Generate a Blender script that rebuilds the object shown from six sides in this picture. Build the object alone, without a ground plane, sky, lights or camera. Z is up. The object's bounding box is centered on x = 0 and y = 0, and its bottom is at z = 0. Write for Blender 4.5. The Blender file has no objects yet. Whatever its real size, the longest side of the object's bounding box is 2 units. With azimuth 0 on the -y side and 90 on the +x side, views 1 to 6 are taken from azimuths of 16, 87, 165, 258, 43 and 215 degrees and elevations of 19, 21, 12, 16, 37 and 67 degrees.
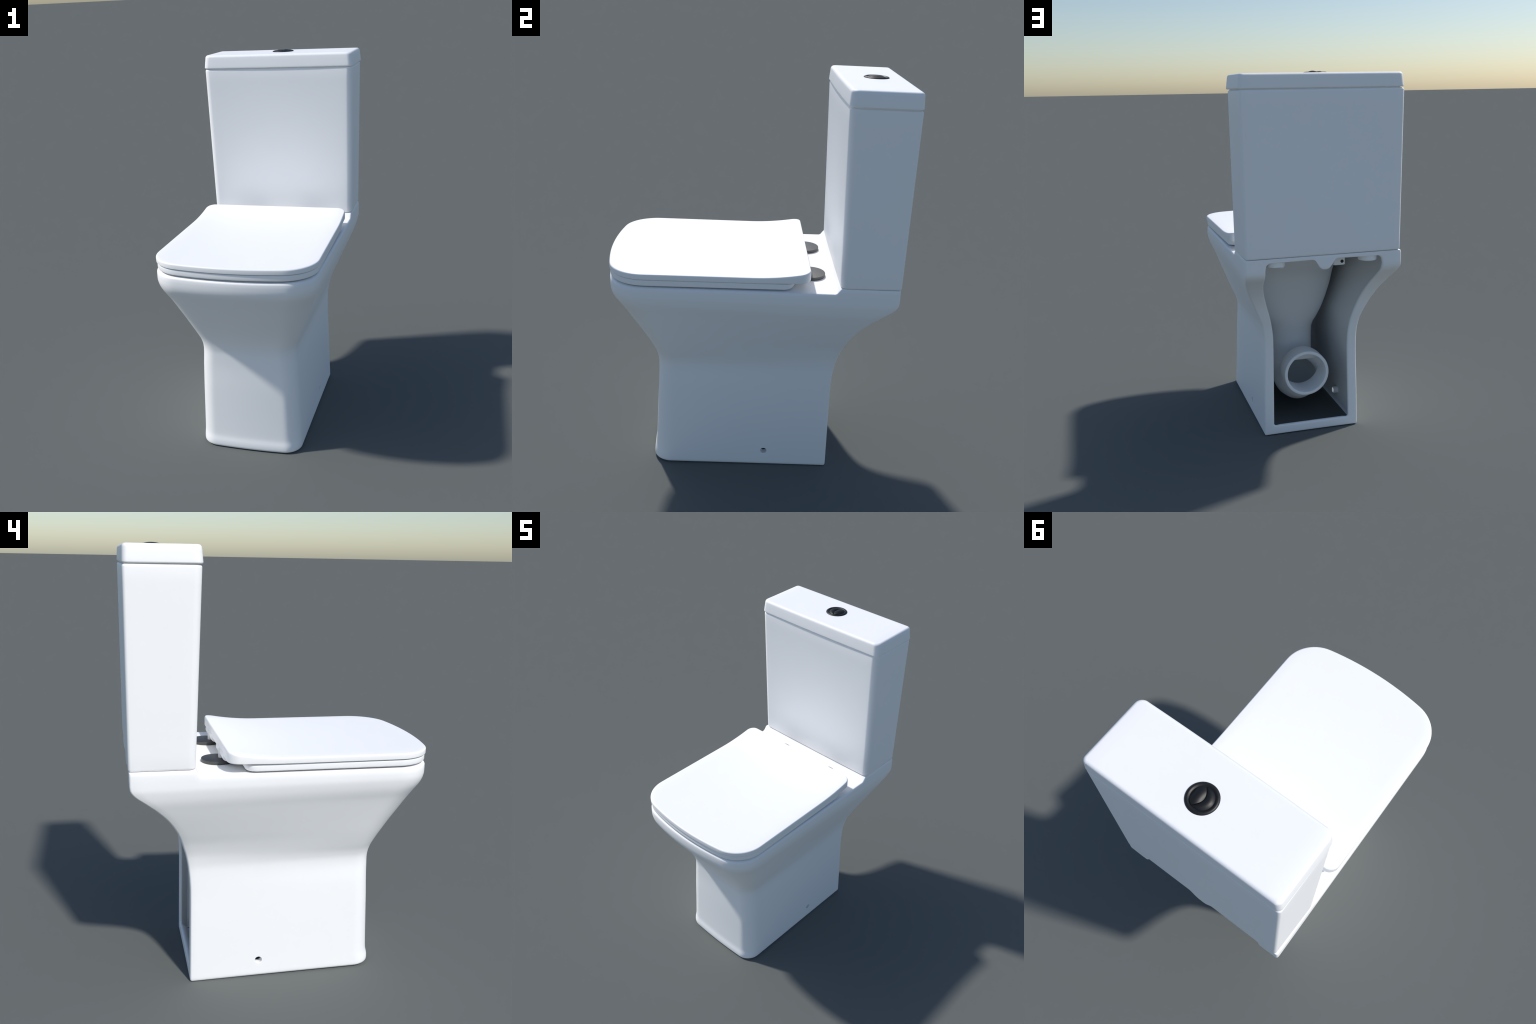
"""Close-coupled square toilet: hollow skirted pan with trapway, cistern, lid, seat, cover, flush button."""
import bpy, bmesh, math
from mathutils import Vector

# ------------------------------------------------------------------ helpers
def lerp(a, b, t): return a + (b - a) * t
def smooth(t):
    t = max(0.0, min(1.0, t)); return t * t * (3 - 2 * t)

def curve(pts):
    """Monotone cubic interpolation through (z, value) control points of a profile."""
    xs = [p[0] for p in pts]; ys = [p[1] for p in pts]; n = len(xs)
    d = [(ys[i + 1] - ys[i]) / (xs[i + 1] - xs[i]) for i in range(n - 1)]
    m = [d[0]] + [0 if d[i - 1] * d[i] <= 0 else 2 * d[i - 1] * d[i] / (d[i - 1] + d[i])
                  for i in range(1, n - 1)] + [d[-1]]
    def f(x):
        if x <= xs[0]: return ys[0]
        if x >= xs[-1]: return ys[-1]
        i = max(k for k in range(n - 1) if xs[k] <= x)
        h = xs[i + 1] - xs[i]; t = (x - xs[i]) / h
        return ((2 * t**3 - 3 * t**2 + 1) * ys[i] + (t**3 - 2 * t**2 + t) * h * m[i]
                + (-2 * t**3 + 3 * t**2) * ys[i + 1] + (t**3 - t**2) * h * m[i + 1])
    return f

def half_outline(wf, wr, yf, yr, bow_r, rf, rr=None, side=None, nf=14, nc=14, nr=8):
    """Right half of a plan outline, front centre -> rear: bowed front, rounded corner,
    straight side, (optional) rounded rear corner and straight back."""
    cx = wf - rf
    fc = yf + bow_r
    cy = fc - math.sqrt((bow_r - rf)**2 - cx**2)
    phi = math.asin(cx / (bow_r - rf))
    P = [(bow_r * math.sin(phi * i / nf), fc - bow_r * math.cos(phi * i / nf)) for i in range(nf)]
    P += [(cx + rf * math.sin(lerp(phi, math.pi / 2, i / nc)),
           cy - rf * math.cos(lerp(phi, math.pi / 2, i / nc))) for i in range(nc + 1)]
    end = yr - (rr or 0)
    side = side or [i / 12 for i in range(1, 13)]
    P += [(lerp(wf, wr, s), lerp(cy, end, s)) for s in side]
    if rr is not None:
        P += [(wr - rr + rr * math.cos(math.pi / 2 * i / nr), yr - rr + rr * math.sin(math.pi / 2 * i / nr))
              for i in range(1, nr + 1)]
        P += [((wr - rr) * (1 - i / 8), yr) for i in range(1, 9)]
    return P

def edge_levels(z0, z1, r0, r1, mid=2, n=5):
    """(z, inset) levels of a wall from z0 up to z1 with rounded lower and upper edges."""
    L = []
    for i in range(n + 1):
        a = math.pi / 2 * i / n
        L.append((z0 + r0 * (1 - math.cos(a)), r0 * (1 - math.sin(a))))
    for i in range(1, mid):
        L.append((lerp(z0 + r0, z1 - r1, i / mid), 0))
    for i in range(n + 1):
        a = math.pi / 2 * i / n
        L.append((z1 - r1 * (1 - math.sin(a)), r1 * (1 - math.cos(a))))
    return L

def new_object(name, bm, mat, parent, angle=40, merge=1e-5):
    bmesh.ops.remove_doubles(bm, verts=bm.verts, dist=merge)
    bmesh.ops.recalc_face_normals(bm, faces=bm.faces)
    me = bpy.data.meshes.new(name); bm.to_mesh(me); bm.free()
    for p in me.polygons: p.use_smooth = True
    me.set_sharp_from_angle(angle=math.radians(angle))
    ob = bpy.data.objects.new(name, me)
    bpy.context.scene.collection.objects.link(ob)
    me.materials.append(mat); ob.parent = parent
    return ob

def face(bm, vs):
    u = []
    for v in vs:
        if v not in u: u.append(v)
    if len(u) >= 3:
        try: bm.faces.new(u)
        except ValueError: pass

def strip(bm, a, b, closed=False):
    n = len(a)
    for i in range(n if closed else n - 1):
        j = (i + 1) % n
        face(bm, (a[i], a[j], b[j], b[i]))

def slab(name, outline, levels, zfun, mat, parent, hole=None, nx=16, angle=40, squared=True):
    """Solid (or ring) with a mirrored plan outline; outline(z, inset) -> half outline."""
    bm = bmesh.new(); rings = []
    for z, ins in levels:
        H = outline(z, ins)
        R = [bm.verts.new((x, y, zfun(x, y, z))) for x, y in H]
        L = [bm.verts.new((-x, y, zfun(-x, y, z))) for x, y in H]
        rings.append((R, L))
    for (r0, l0), (r1, l1) in zip(rings, rings[1:]):
        strip(bm, r0, r1); strip(bm, l1, l0)
    if hole:
        prev = None; rows = []
        for z in (levels[0][0], levels[-1][0]):
            H = hole(len(rings[0][0]))
            rows.append(([bm.verts.new((x, y, zfun(x, y, z))) for x, y in H],
                         [bm.verts.new((-x, y, zfun(x, y, z))) for x, y in H]))
        strip(bm, rings[0][0], rows[0][0]); strip(bm, rows[0][1], rings[0][1])
        strip(bm, rings[-1][0], rows[1][0]); strip(bm, rows[1][1], rings[-1][1])
        strip(bm, rows[0][0], rows[1][0]); strip(bm, rows[1][1], rows[0][1])
    else:
        for k in (0, -1):
            z = levels[k][0]; R, L = rings[k]; prev = None
            m = len(R) - (nx // 2 if squared else 0)
            for q, (r, l) in enumerate(zip(R[:m], L[:m])):
                if squared and q == m - 1:      # the straight back closes the cap
                    row = L[m - 1:] + R[m - 1:-1][::-1]
                else: row = [l] + [bm.verts.new((lerp(l.co.x, r.co.x, i / nx), r.co.y,
                                           zfun(lerp(l.co.x, r.co.x, i / nx), r.co.y, z)))
                             for i in range(1, nx)] + [r]
                if prev: strip(bm, prev, row)
                prev = row
    return new_object(name, bm, mat, parent, angle)

def lathe(name, prof, mat, parent, centre, axis='z', n=64, angle=40, closed=False):
    """Revolve (radius, height) profile about an axis through centre."""
    bm = bmesh.new(); rings = []
    for r, h in prof:
        ring = []
        for i in range(n):
            a = 2 * math.pi * i / n; c, s = r * math.cos(a), r * math.sin(a)
            p = {'z': (c, s, h), 'y': (c, h, s), 'x': (h, c, s)}[axis]
            ring.append(bm.verts.new(Vector(p) + Vector(centre)))
        rings.append(ring)
    for a, b in zip(rings, rings[1:]): strip(bm, a, b, True)
    if closed: strip(bm, rings[-1], rings[0], True)
    return new_object(name, bm, mat, parent, angle)

# ------------------------------------------------------------------ materials
def material(name, colour, rough, spec=0.5, grain=0.0, coat=0.0, ior=1.5):
    m = bpy.data.materials.new(name); m.use_nodes = True
    nt = m.node_tree; b = nt.nodes['Principled BSDF']
    b.inputs['Roughness'].default_value = rough
    b.inputs['Specular IOR Level'].default_value = spec
    b.inputs['IOR'].default_value = ior
    b.inputs['Coat Weight'].default_value = coat
    tc = nt.nodes.new('ShaderNodeTexCoord'); no = nt.nodes.new('ShaderNodeTexNoise')
    no.inputs['Scale'].default_value = 6.0; no.inputs['Detail'].default_value = 3.0
    rp = nt.nodes.new('ShaderNodeValToRGB')
    for e, k in zip(rp.color_ramp.elements, (1 - grain, 1 + grain)):
        e.color = [min(1, c * k) for c in colour] + [1]
    rp.color_ramp.elements[0].position = 0.3; rp.color_ramp.elements[1].position = 0.7
    nt.links.new(tc.outputs['Object'], no.inputs['Vector'])
    nt.links.new(no.outputs['Fac'], rp.inputs['Fac'])
    nt.links.new(rp.outputs['Color'], b.inputs['Base Color'])
    return m

CERAMIC = material('white_ceramic', (0.99, 0.99, 0.99), 0.5, 0.5, 0.004)
PLASTIC = material('white_plastic', (0.99, 0.99, 0.99), 0.5, 0.5, 0.003)
BLACK = material('black_plastic', (0.008, 0.008, 0.008), 0.48, 0.5, 0.03)
DISC = material('dark_metal', (0.008, 0.008, 0.008), 0.5, 0.5, 0.03, ior=1.95)

# ------------------------------------------------------------------ the thing
root = bpy.data.objects.new('toilet', None)
bpy.context.scene.collection.objects.link(root)
root['label'] = 'white square close-coupled toilet with closed seat cover'
root['category'] = 'toilet'

CX = -0.0060                     # pan and cistern sit a few mm off centre

# ------------------------------------------------------------------ pan
DECK, PLATFORM, BEND = 1.053, 1.080, 1.000
pan_w_rear = curve([(0, .2770), (.25, .2735), (.48, .2695), (.56, .270), (.627, .278), (.69, .297), (.763, .330),
                    (.835, .363), (.891, .388), (.94, .408), (.975, .417), (1.0, .421), (1.06, .421)])
pan_w_front = curve([(0, .2730), (.1, .2695), (.456, .257), (.54, .252), (.575, .254), (.61, .263), (.65, .280), (.71, .304),
                     (.81, .340), (.90, .373), (.955, .396), (.985, .404), (1.005, .4075), (1.06, .408)])
pan_front = curve([(0, -.479), (.03, -.478), (.07, -.470), (.13, -.467), (.34, -.460), (.50, -.4545), (.55, -.455),
                   (.59, -.461), (.62, -.4695), (.65, -.482), (.743, -.535), (.812, -.581), (.893, -.634), (.935, -.662),
                   (.965, -.681), (.985, -.689), (1.01, -.693), (1.06, -.6935)])
pan_rear = curve([(0, .429), (.24, .426), (.45, .424), (.51, .426), (.567, .431), (.627, .441), (.69, .458),
                  (.763, .482), (.835, .523), (.891, .572), (.94, .628), (.972, .668), (.992, .684), (1.012, .690), (1.08, .690)])
pan_corner = curve([(0, .087), (.5, .082), (.62, .097), (.9, .155), (1.05, .168)])
pan_bow = curve([(0, 3.0), (.5, 3.0), (.7, 2.0), (.9, 1.5), (1.05, 1.5)])
opening_x = curve([(0, .222), (.06, .221), (.32, .217), (.5, .215), (.57, .217), (.62, .223), (.68, .235), (.79, .268),
                   (.895, .301), (.94, .311), (.97, .314), (1.08, .317)])
def pan_w(z): return pan_w_rear(z)

def deck_z(y):                  # the raised platform that carries the cistern
    return lerp(DECK, PLATFORM, max(0.0, min(1.0, (y - .387) / .022))**2)

def side_x(y, z):               # half width of the outer flank at depth y
    wf, r, R = pan_w_front(z), pan_corner(z), pan_bow(z)
    cy = pan_front(z) + R - math.sqrt((R - r)**2 - (wf - r)**2)
    return lerp(wf, pan_w_rear(z), max(0, min(1, (y - cy) / (pan_rear(z) - .01 - cy))))

def build_pan():
    bm = bmesh.new()
    re = 0.010                  # rounding of the rear edges
    side = [i / 52 for i in range(1, 39)] + [.735 + .0075 * i for i in range(1, 11)] + [.84, .87, .9, .93, .965, 1]
    levels = []
    rb = .016
    for i in range(6):
        a = math.pi / 2 * i / 5; levels.append((rb * (1 - math.cos(a)), rb * (1 - math.sin(a))))
    z = rb
    while z < DECK - .034:
        z += .0105; levels.append((z, 0))
    rt = .015
    for i in range(1, 8):
        a = math.pi / 2 * i / 7; levels.append((DECK - rt + rt * math.sin(a), rt * (1 - math.cos(a))))
    def zmap(z, y):
        return z if z < BEND else BEND + (z - BEND) * (deck_z(y) - BEND) / (DECK - BEND)
    rings = []
    for z, ins in levels:
        w = pan_w_front(z) - ins
        small = ins * .45 if z > .5 else ins * .3
        H = half_outline(w, pan_w(z) - small, pan_front(z) + ins, pan_rear(z) - re, pan_bow(z), pan_corner(z), side=side)
        rings.append(([bm.verts.new((CX + x, y, zmap(z, y))) for x, y in H],
                      [bm.verts.new((CX - x, y, zmap(z, y))) for x, y in H]))
    for (r0, l0), (r1, l1) in zip(rings, rings[1:]):
        strip(bm, r0, r1); strip(bm, l1, l0)
    # deck, laid as strips between left and right edge
    nx = 96; prev = None
    for r, l in zip(*rings[-1]):
        row = [l] + [bm.verts.new((lerp(l.co.x, r.co.x, i / nx), r.co.y, deck_z(r.co.y))) for i in range(1, nx)] + [r]
        if prev: strip(bm, prev, row)
        prev = row
    top_row = prev
    # rear frame: annulus between the outer edge and the opening, carried on into the hollow
    outer, inner = [], []
    zi0, zi1 = .052, 1.058
    lug_depth = curve([(0, .056), (.012, .0545), (.024, .0475), (.033, .037), (.040, .025), (.046, .013), (.053, .005), (.062, .001), (.07, 0)])
    def lug(x): return lug_depth(abs(x))
    for r in rings:                                     # right column, bottom to top
        v = r[0][-1]; outer.append(v)
        t = v.co.z / PLATFORM; inner.append((1, lerp(zi0, zi1, t)))
    for i in range(1, nx):                              # top, right to left
        v = top_row[nx - i]; outer.append(v); inner.append((0, zi1, v.co.x - CX))
    for r in reversed(rings):                           # left column, top to bottom
        v = r[1][-1]; outer.append(v)
        t = v.co.z / PLATFORM; inner.append((-1, lerp(zi0, zi1, t)))
    L0, R0 = rings[0][1][-1], rings[0][0][-1]
    nb = 20
    for i in range(1, nb):                              # bottom, left to right
        v = bm.verts.new(L0.co.lerp(R0.co, i / nb)); outer.append(v); inner.append((0, zi0, v.co.x - CX))
    I, kind = [], []
    for p in inner:
        if p[0]:
            z = p[1]; x = opening_x(z)
            for zc, rc, sgn in ((zi1, .035, 1), (zi0, .012, -1)):   # rounded corners of the opening
                d = rc - abs(zc - z)
                if d > 0: x -= rc - math.sqrt(max(0, rc * rc - d * d))
            I.append(Vector((CX + p[0] * x, 0, z))); kind.append('side')
        else:
            top = p[1] > .5
            xe = (opening_x(zi1) - .035) if top else (opening_x(zi0) - .012)
            we = pan_w(1.05) if top else pan_w(0)
            x = p[2] * xe / we
            I.append(Vector((CX + x, 0, p[1] - (lug(x) if top else 0)))); kind.append('top' if top else 'bottom')
    def ins(d): return 0 if d >= re else re - math.sqrt(re * re - (re - d)**2)
    prev = outer
    rows = [('o', .001), ('o', .003), ('o', .006), ('o', .010), ('m', .35), ('m', .65),
            ('i', .010), ('i', .006), ('i', .003), ('i', .001), ('i', 0)]
    for typ, d in rows:
        row = []
        for o, q in zip(outer, I):
            a = Vector((o.co.x, 0, o.co.z)); L = (q - a).length
            t = {'o': min(d / L, .3), 'm': d, 'i': 1 - min(d / L, .3)}[typ]
            p = a.lerp(q, t)
            # the bottom outer edge stays flat on the floor line
            y = pan_rear(p.z) - ins(d if typ != 'm' else 1)
            row.append(bm.verts.new((p.x, y, p.z)))
        strip(bm, prev, row, True); prev = row
    wall = .006
    def foot(z): return rb - math.sqrt(rb * rb - (rb - min(z, rb))**2)
    for dep in (.016, .03, .045, .06, .08, .11, .15, .20, .25, .285, .295, .305, .315, .325, .335, .345, .36, .41, .50, .60, .70, .80):
        row = []
        roof = lerp(1.054, 1.022, smooth((dep - .15) / .12))
        k = smooth((dep - .010) / .035)
        for q, kd in zip(I, kind):
            y0 = pan_rear(q.z)
            k = smooth((dep - .010 - .012 * smooth((q.z - .55) / .2)) / lerp(.035, .055, smooth((q.z - .55) / .2)))
            y = lerp(y0 - dep, .425 - dep, smooth((dep - .1) / .3))
            if kd == 'side':
                z = lerp(q.z, max(0, (q.z - zi0) * (roof / (zi1 - zi0))), k)
                s = 1 if q.x > CX else -1
                x = lerp(abs(q.x - CX), side_x(y, z) - wall - foot(z), k)
                p = (CX + s * x, y, z)
            elif kd == 'top':
                p = (CX + (q.x - CX) * lerp(1, 1.45, k), y, lerp(q.z, roof, smooth((dep - .012) / .03)))
            else:
                p = (CX + (q.x - CX) * lerp(1, 1.12, k), y, lerp(q.z, 0, smooth((dep - .02) / .035)))
            row.append(bm.verts.new(p))
        strip(bm, prev, row, True); prev = row
    nr = len(rings)             # the hollow ends against the inside of the front wall
    for inset, narrow in ((.090, 0), (.050, .022), (.032, .06)):
        row = []
        for v in prev:
            row.append(bm.verts.new((CX + math.copysign(max(0, abs(v.co.x - CX) - narrow * min(1, abs(v.co.x - CX) / .2)), v.co.x - CX),
                                     min(v.co.y, pan_front(min(.5, v.co.z)) + inset + foot(v.co.z)), v.co.z)))
        strip(bm, prev, row, True); prev = row
    left = prev[nr + nx - 1:2 * nr + nx - 1][::-1]
    for i in range(nr - 1):
        a, b, c, d = prev[i], prev[i + 1], left[i + 1], left[i]
        face(bm, (a, b, c, d))
    # the underside is open to the floor
    bmesh.ops.remove_doubles(bm, verts=bm.verts, dist=1e-5)
    dead = [f for f in bm.faces if max(v.co.z for v in f.verts) < .0015]
    bmesh.ops.delete(bm, geom=dead, context='FACES')
    # floor-screw holes through both flanks
    hy, hz, hr = .100, .083, .0180
    def cut(s, x0, x1):
        """Remove the wall faces around the hole; return the border loop and its mean x."""
        near = []
        for f in bm.faces:
            c = f.calc_center_median()
            if x0 < (c.x - CX) * s < x1 and abs(f.normal.x) > .7 and math.hypot(c.y - hy, c.z - hz) < .2:
                ys = [v.co.y for v in f.verts]; zs = [v.co.z for v in f.verts]
                if min(ys) < hy + .022 and max(ys) > hy - .022 and min(zs) < hz + .022 and max(zs) > hz - .022: near.append(f)
        cnt = {}
        for f in near:
            for e in f.edges: cnt[e] = cnt.get(e, 0) + 1
        loop = sorted({v for e in cnt if cnt[e] == 1 for v in e.verts}, key=lambda v: math.atan2(v.co.z - hz, v.co.y - hy))
        bmesh.ops.delete(bm, geom=near, context='FACES')
        return loop, sum(v.co.x for v in loop) / len(loop)
    def tube(loop, x, s, prof):
        prev = loop
        for rad, off in prof:
            ring = []
            for v in loop:
                a = math.atan2(v.co.z - hz, v.co.y - hy)
                ring.append(bm.verts.new((x - s * off, hy + rad * math.cos(a), hz + rad * math.sin(a))))
            strip(bm, prev, ring, True); prev = ring
    bm.normal_update()
    for s in (1, -1):
        mid = side_x(hy, hz) - .003
        loop, x = cut(s, mid, .30)
        loop2, x2 = cut(s, .235, mid)
        tube(loop, x, s, ((hr, 0), (hr - .0012, .0012), (hr - .0015, .034), (hr + .002, .034)))
        tube(loop2, x2, s, ((hr + .003, 0), (hr + .002, .001), (hr + .002, .034 - abs(x - x2))))
    for v in bm.verts:          # the casting leans a few mm towards the front and the foot
        v.co.x -= (.0005 * (1 - v.co.z / PLATFORM)) + .003 * (.69 - v.co.y) / 1.38
    return new_object('pan', bm, CERAMIC, root, 38)

pan = build_pan()

# ------------------------------------------------------------------ trapway inside the hollow
def build_trapway():
    """Bowl underside narrowing to a tube that bends back and up to the outlet spigot."""
    spine = []                  # (y, z, half width, half depth, tilt of the section)
    for z, rx, yc, ry in ((1.03, .300, -.05, .268), (.96, .296, -.05, .256), (.90, .287, -.045, .214), (.846, .273, -.04, .175),
                          (.766, .254, -.035, .16), (.686, .226, -.03, .15), (.606, .196, -.03, .142), (.555, .172, -.03, .136),
                          (.52, .150, -.03, .130), (.49, .140, -.03, .126), (.45, .137, -.03, .124), (.40, .136, -.028, .124)):
        spine.append((yc, z, rx, ry, 0))
    for a in range(1, 9):       # the bend
        t = a / 8
        spine.append((.10 - .128 * math.cos(math.pi / 2 * t), .36 - .160 * math.sin(math.pi / 2 * t),
                      lerp(.136, .128, t), lerp(.124, .126, t), math.pi / 2 * t))
    spine += [(.155, .212, .122, .124, 1.80), (.21, .245, .119, .122, 1.95), (.265, .283, .121, .122, 1.85), (.31, .303, .124, .124, 1.65)]
    bm = bmesh.new(); n = 72; rings = []
    fine = []
    for a, b in zip(spine, spine[1:]):
        for k in range(4): fine.append([lerp(p, q, k / 4) for p, q in zip(a, b)])
    fine.append(spine[-1])
    for y, z, rx, ry, tilt in fine:
        e = 2 / lerp(2, 2.8, smooth((z - .48) / .2)); ring = []
        for i in range(n):
            a = 2 * math.pi * i / n; c, s_ = math.cos(a), math.sin(a)
            u, v = rx * math.copysign(abs(c)**e, c), ry * math.copysign(abs(s_)**e, s_)
            ring.append(bm.verts.new((CX + u, y + v * math.cos(tilt), z + v * math.sin(tilt))))
        rings.append(ring)
    for a, b in zip(rings, rings[1:]): strip(bm, a, b, True)
    bmesh.ops.smooth_vert(bm, verts=bm.verts, factor=.5, use_axis_x=True, use_axis_y=True, use_axis_z=True)
    return new_object('trapway', bm, CERAMIC, root, 60)

trap = build_trapway()
# collar of the outlet: outer wall, flat lip, bore that runs in to a weir
spigot = lathe('outlet_spigot', [(.1285, .235), (.131, .25), (.1325, .265), (.1325, .340), (.1318, .3435), (.130, .345),
                        (.1165, .345), (.115, .344), (.1145, .3425), (.1135, .325), (.113, .30), (.113, .28), (.113, .26), (.113, .24), (.113, .22), (.113, .20)],
      CERAMIC, trap, (CX, 0, .311), 'y', 72)

for v in spigot.data.vertices:      # the roof of the bore slopes down to a weir
    r = math.hypot(v.co.x - CX, v.co.z - .311)
    if r < .1142 and v.co.y < .31: v.co.z = min(v.co.z, lerp(.360, .426, max(0, v.co.y - .25) / .06))

# fixings under the cistern platform
for x, stud in ((.251, True), (-.251, False)):
    nut = lathe('wing_nut', [(0, 1.0290), (.046, 1.0290), (.050, 1.032), (.050, 1.06)], PLASTIC, root, (CX + x, .632, 0), 'z', 40)
    if stud:
        lathe('bolt_end', [(0, 1.018), (.0125, 1.018), (.014, 1.0195), (.014, 1.04)], PLASTIC, nut, (CX + x - .03, .632, 0), 'z', 24)

def block(name, x0, x1, y0, y1, z0, z1, r, mat, parent):
    def out(z, ins): return half_outline((x1 - x0) / 2 - ins, (x1 - x0) / 2 - ins, y0 + ins, y1 - ins, 3.0, r, r)
    ob = slab(name, out, edge_levels(z0, z1, r * .7, r * .5), lambda x, y, z: z, mat, parent)
    for v in ob.data.vertices: v.co.x += (x0 + x1) / 2
    return ob
inlet = block('inlet_block', CX - .140, CX - .075, .54, .600, 1.000, 1.05, .008, PLASTIC, root)
lathe('inlet_hole_dark_disc', [(0, .6012), (.0085, .6012), (.009, .6006), (.009, .595)], BLACK, inlet, (CX - .122, 0, 1.0205), 'y', 20)  # no bore: a plain black disc on the rear face of the block stands for the hole

# ------------------------------------------------------------------ cistern and its lid
def cistern_outline(z, ins):
    t = (z - 1.083) / (1.908 - 1.083)
    wf, wr, yf = lerp(.417, .423, t), lerp(.4145, .4250, t), lerp(.408, .378, t)
    return half_outline(wf - ins, wr - ins, yf + ins, .6935 - ins, 40, max(.012, .034 - ins), max(.006, .014 - ins))
cistern = slab('cistern', cistern_outline, edge_levels(1.0815, 1.9115, .010, .011, 14), lambda x, y, z: z, CERAMIC, root)
for v in cistern.data.vertices: v.co.x -= .003

def lid_outline(z, ins):
    t = (z - 1.915) / .072
    w, yf, yr = lerp(.4285, .4205, t), lerp(.3735, .379, t), lerp(.6945, .6915, t)
    return half_outline(w - ins, w - ins, yf - .002 + ins, yr - ins, 20, max(.012, .034 - ins), max(.006, .022 - ins))
def lid_z(x, y, z): return z
lid = slab('cistern_lid', lid_outline, edge_levels(1.9155, 1.9885, .006, .014, 3, 6), lid_z, CERAMIC, root)
slab('lid_seal', lambda z, i: half_outline(.412, .412, .388, .682, 40, .03, .012), [(1.900, 0), (1.920, 0)],
     lambda x, y, z: z, CERAMIC, lid)

# ------------------------------------------------------------------ flush button
BX, BY = 0.0, .552
button = lathe('flush_button', [(.052, 1.984), (.0605, 1.9845), (.0612, 1.9872), (.0600, 1.9905), (.0565, 1.9932), (.052, 1.9945),
                                (.0475, 1.9930), (.0445, 1.9895), (.0435, 1.9896), (.040, 1.9892), (0, 1.9892)],
               BLACK, root, (BX, BY, 0), 'z', 72, 60)
def split(y): return -.0075 + .0215 * (y / .04)**2
def half_button(name, big):
    bm = bmesh.new(); R = .0428; ny, nx = 40, 24; rows = []
    for j in range(ny + 1):
        y = R * math.sin(lerp(-1, 1, j / ny) * math.pi / 2) * .999
        c = math.sqrt(R * R - y * y); e = split(y)
        e = max(-c, min(c, e + (.0004 if big else -.0004)))
        a, b = (e, c) if big else (-c, e)
        row = []
        for i in range(nx + 1):
            x = lerp(a, b, i / nx)
            if big:                              # broad ridge, steep towards the split
                d = x - .014; h = .0115 - (18.0 if d < 0 else 14.5) * d * d
            else:                                # narrow crescent ridge beside it
                d = x - (split(y) - .0165); h = .0095 - (24.0 if d > 0 else 22.0) * d * d
            k = math.sqrt(max(0, 1 - (y / R)**2))
            row.append(bm.verts.new((BX + x, BY + y, 1.9885 + max(0, h) * k)))
        low = [bm.verts.new((row[0].co.x, row[0].co.y, 1.978)), bm.verts.new((row[-1].co.x, row[-1].co.y, 1.978))]
        rows.append([low[0]] + row + [low[1]])
    for a, b in zip(rows, rows[1:]): strip(bm, a, b)
    return new_object(name, bm, BLACK, button, 50)
half_button('full_flush_key', True)
half_button('half_flush_key', False)

# ------------------------------------------------------------------ seat and cover
def cover_z(x, y, z):           # the cover sweeps up towards its rear edge
    up = max(0.0, (y - .0) / .272)
    t = (z - 1.0935) / .027
    return z + (.029 * max(0, t) + .006 * (1 - t)) * up**2
def cover_outline(z, ins):
    return half_outline(.4095 - ins, .4095 - ins, -.6945 + ins, .274 - ins, 1.5, .174, max(.02, .05 - ins),
                        side=[i / 30 for i in range(1, 31)])
cover = slab('seat_cover', cover_outline, edge_levels(1.0935, 1.1205, .003, .007, 2), cover_z, PLASTIC, root)
for v in cover.data.vertices: v.co.x -= .0075

def seat_outline(z, ins):
    return half_outline(.4045 - ins, .402 - ins, -.6905 + ins, lerp(.192, .202, smooth((z - 1.0595) / .026)) - ins, 1.5, .171, .045)
def seat_hole(n):               # egg-shaped opening of the ring, hidden under the cover
    return [(.20 * math.sin(math.pi * i / (n - 1)), -.24 - .26 * math.cos(math.pi * i / (n - 1))) for i in range(n)]
seat = slab('seat', seat_outline, edge_levels(1.0605, 1.0900, .007, .005, 2), lambda x, y, z: z, PLASTIC, root, hole=seat_hole)
for v in seat.data.vertices: v.co.x -= .0075
for x in (-.3, .3):
    for y in (-.45, .05):
        lathe('seat_bumper', [(.0, DECK - .002), (.016, DECK - .002), (.016, 1.062)], PLASTIC, root, (CX + x, y, 0), 'z', 20)

for s in (-1, 1):
    disc = lathe('hinge_disc', [(0, DECK - .001), (.072, DECK - .001), (.0725, DECK + .001), (.0725, DECK + .014), (.0718, DECK + .0155),
                                (.070, DECK + .016), (0, DECK + .016)], DISC, root, (.182 * s, .288, 0), 'z', 64)
    lathe('hinge_post', [(.0, 1.06), (.014, 1.06), (.014, 1.11), (0, 1.11)], PLASTIC, disc, (.176 * s, .268, 0), 'z', 24)
    for a, b, r in ((-.095, -.022, .027), (-.022, .022, .025), (.022, .095, .027)):
        lathe('hinge_barrel', [(0, a), (r - .006, a), (r - .002, a + .002), (r, a + .006), (r, b - .006), (r - .002, b - .002),
                               (r - .006, b), (0, b)], PLASTIC, disc, (.180 * s, .253, 1.1005), 'x', 32)
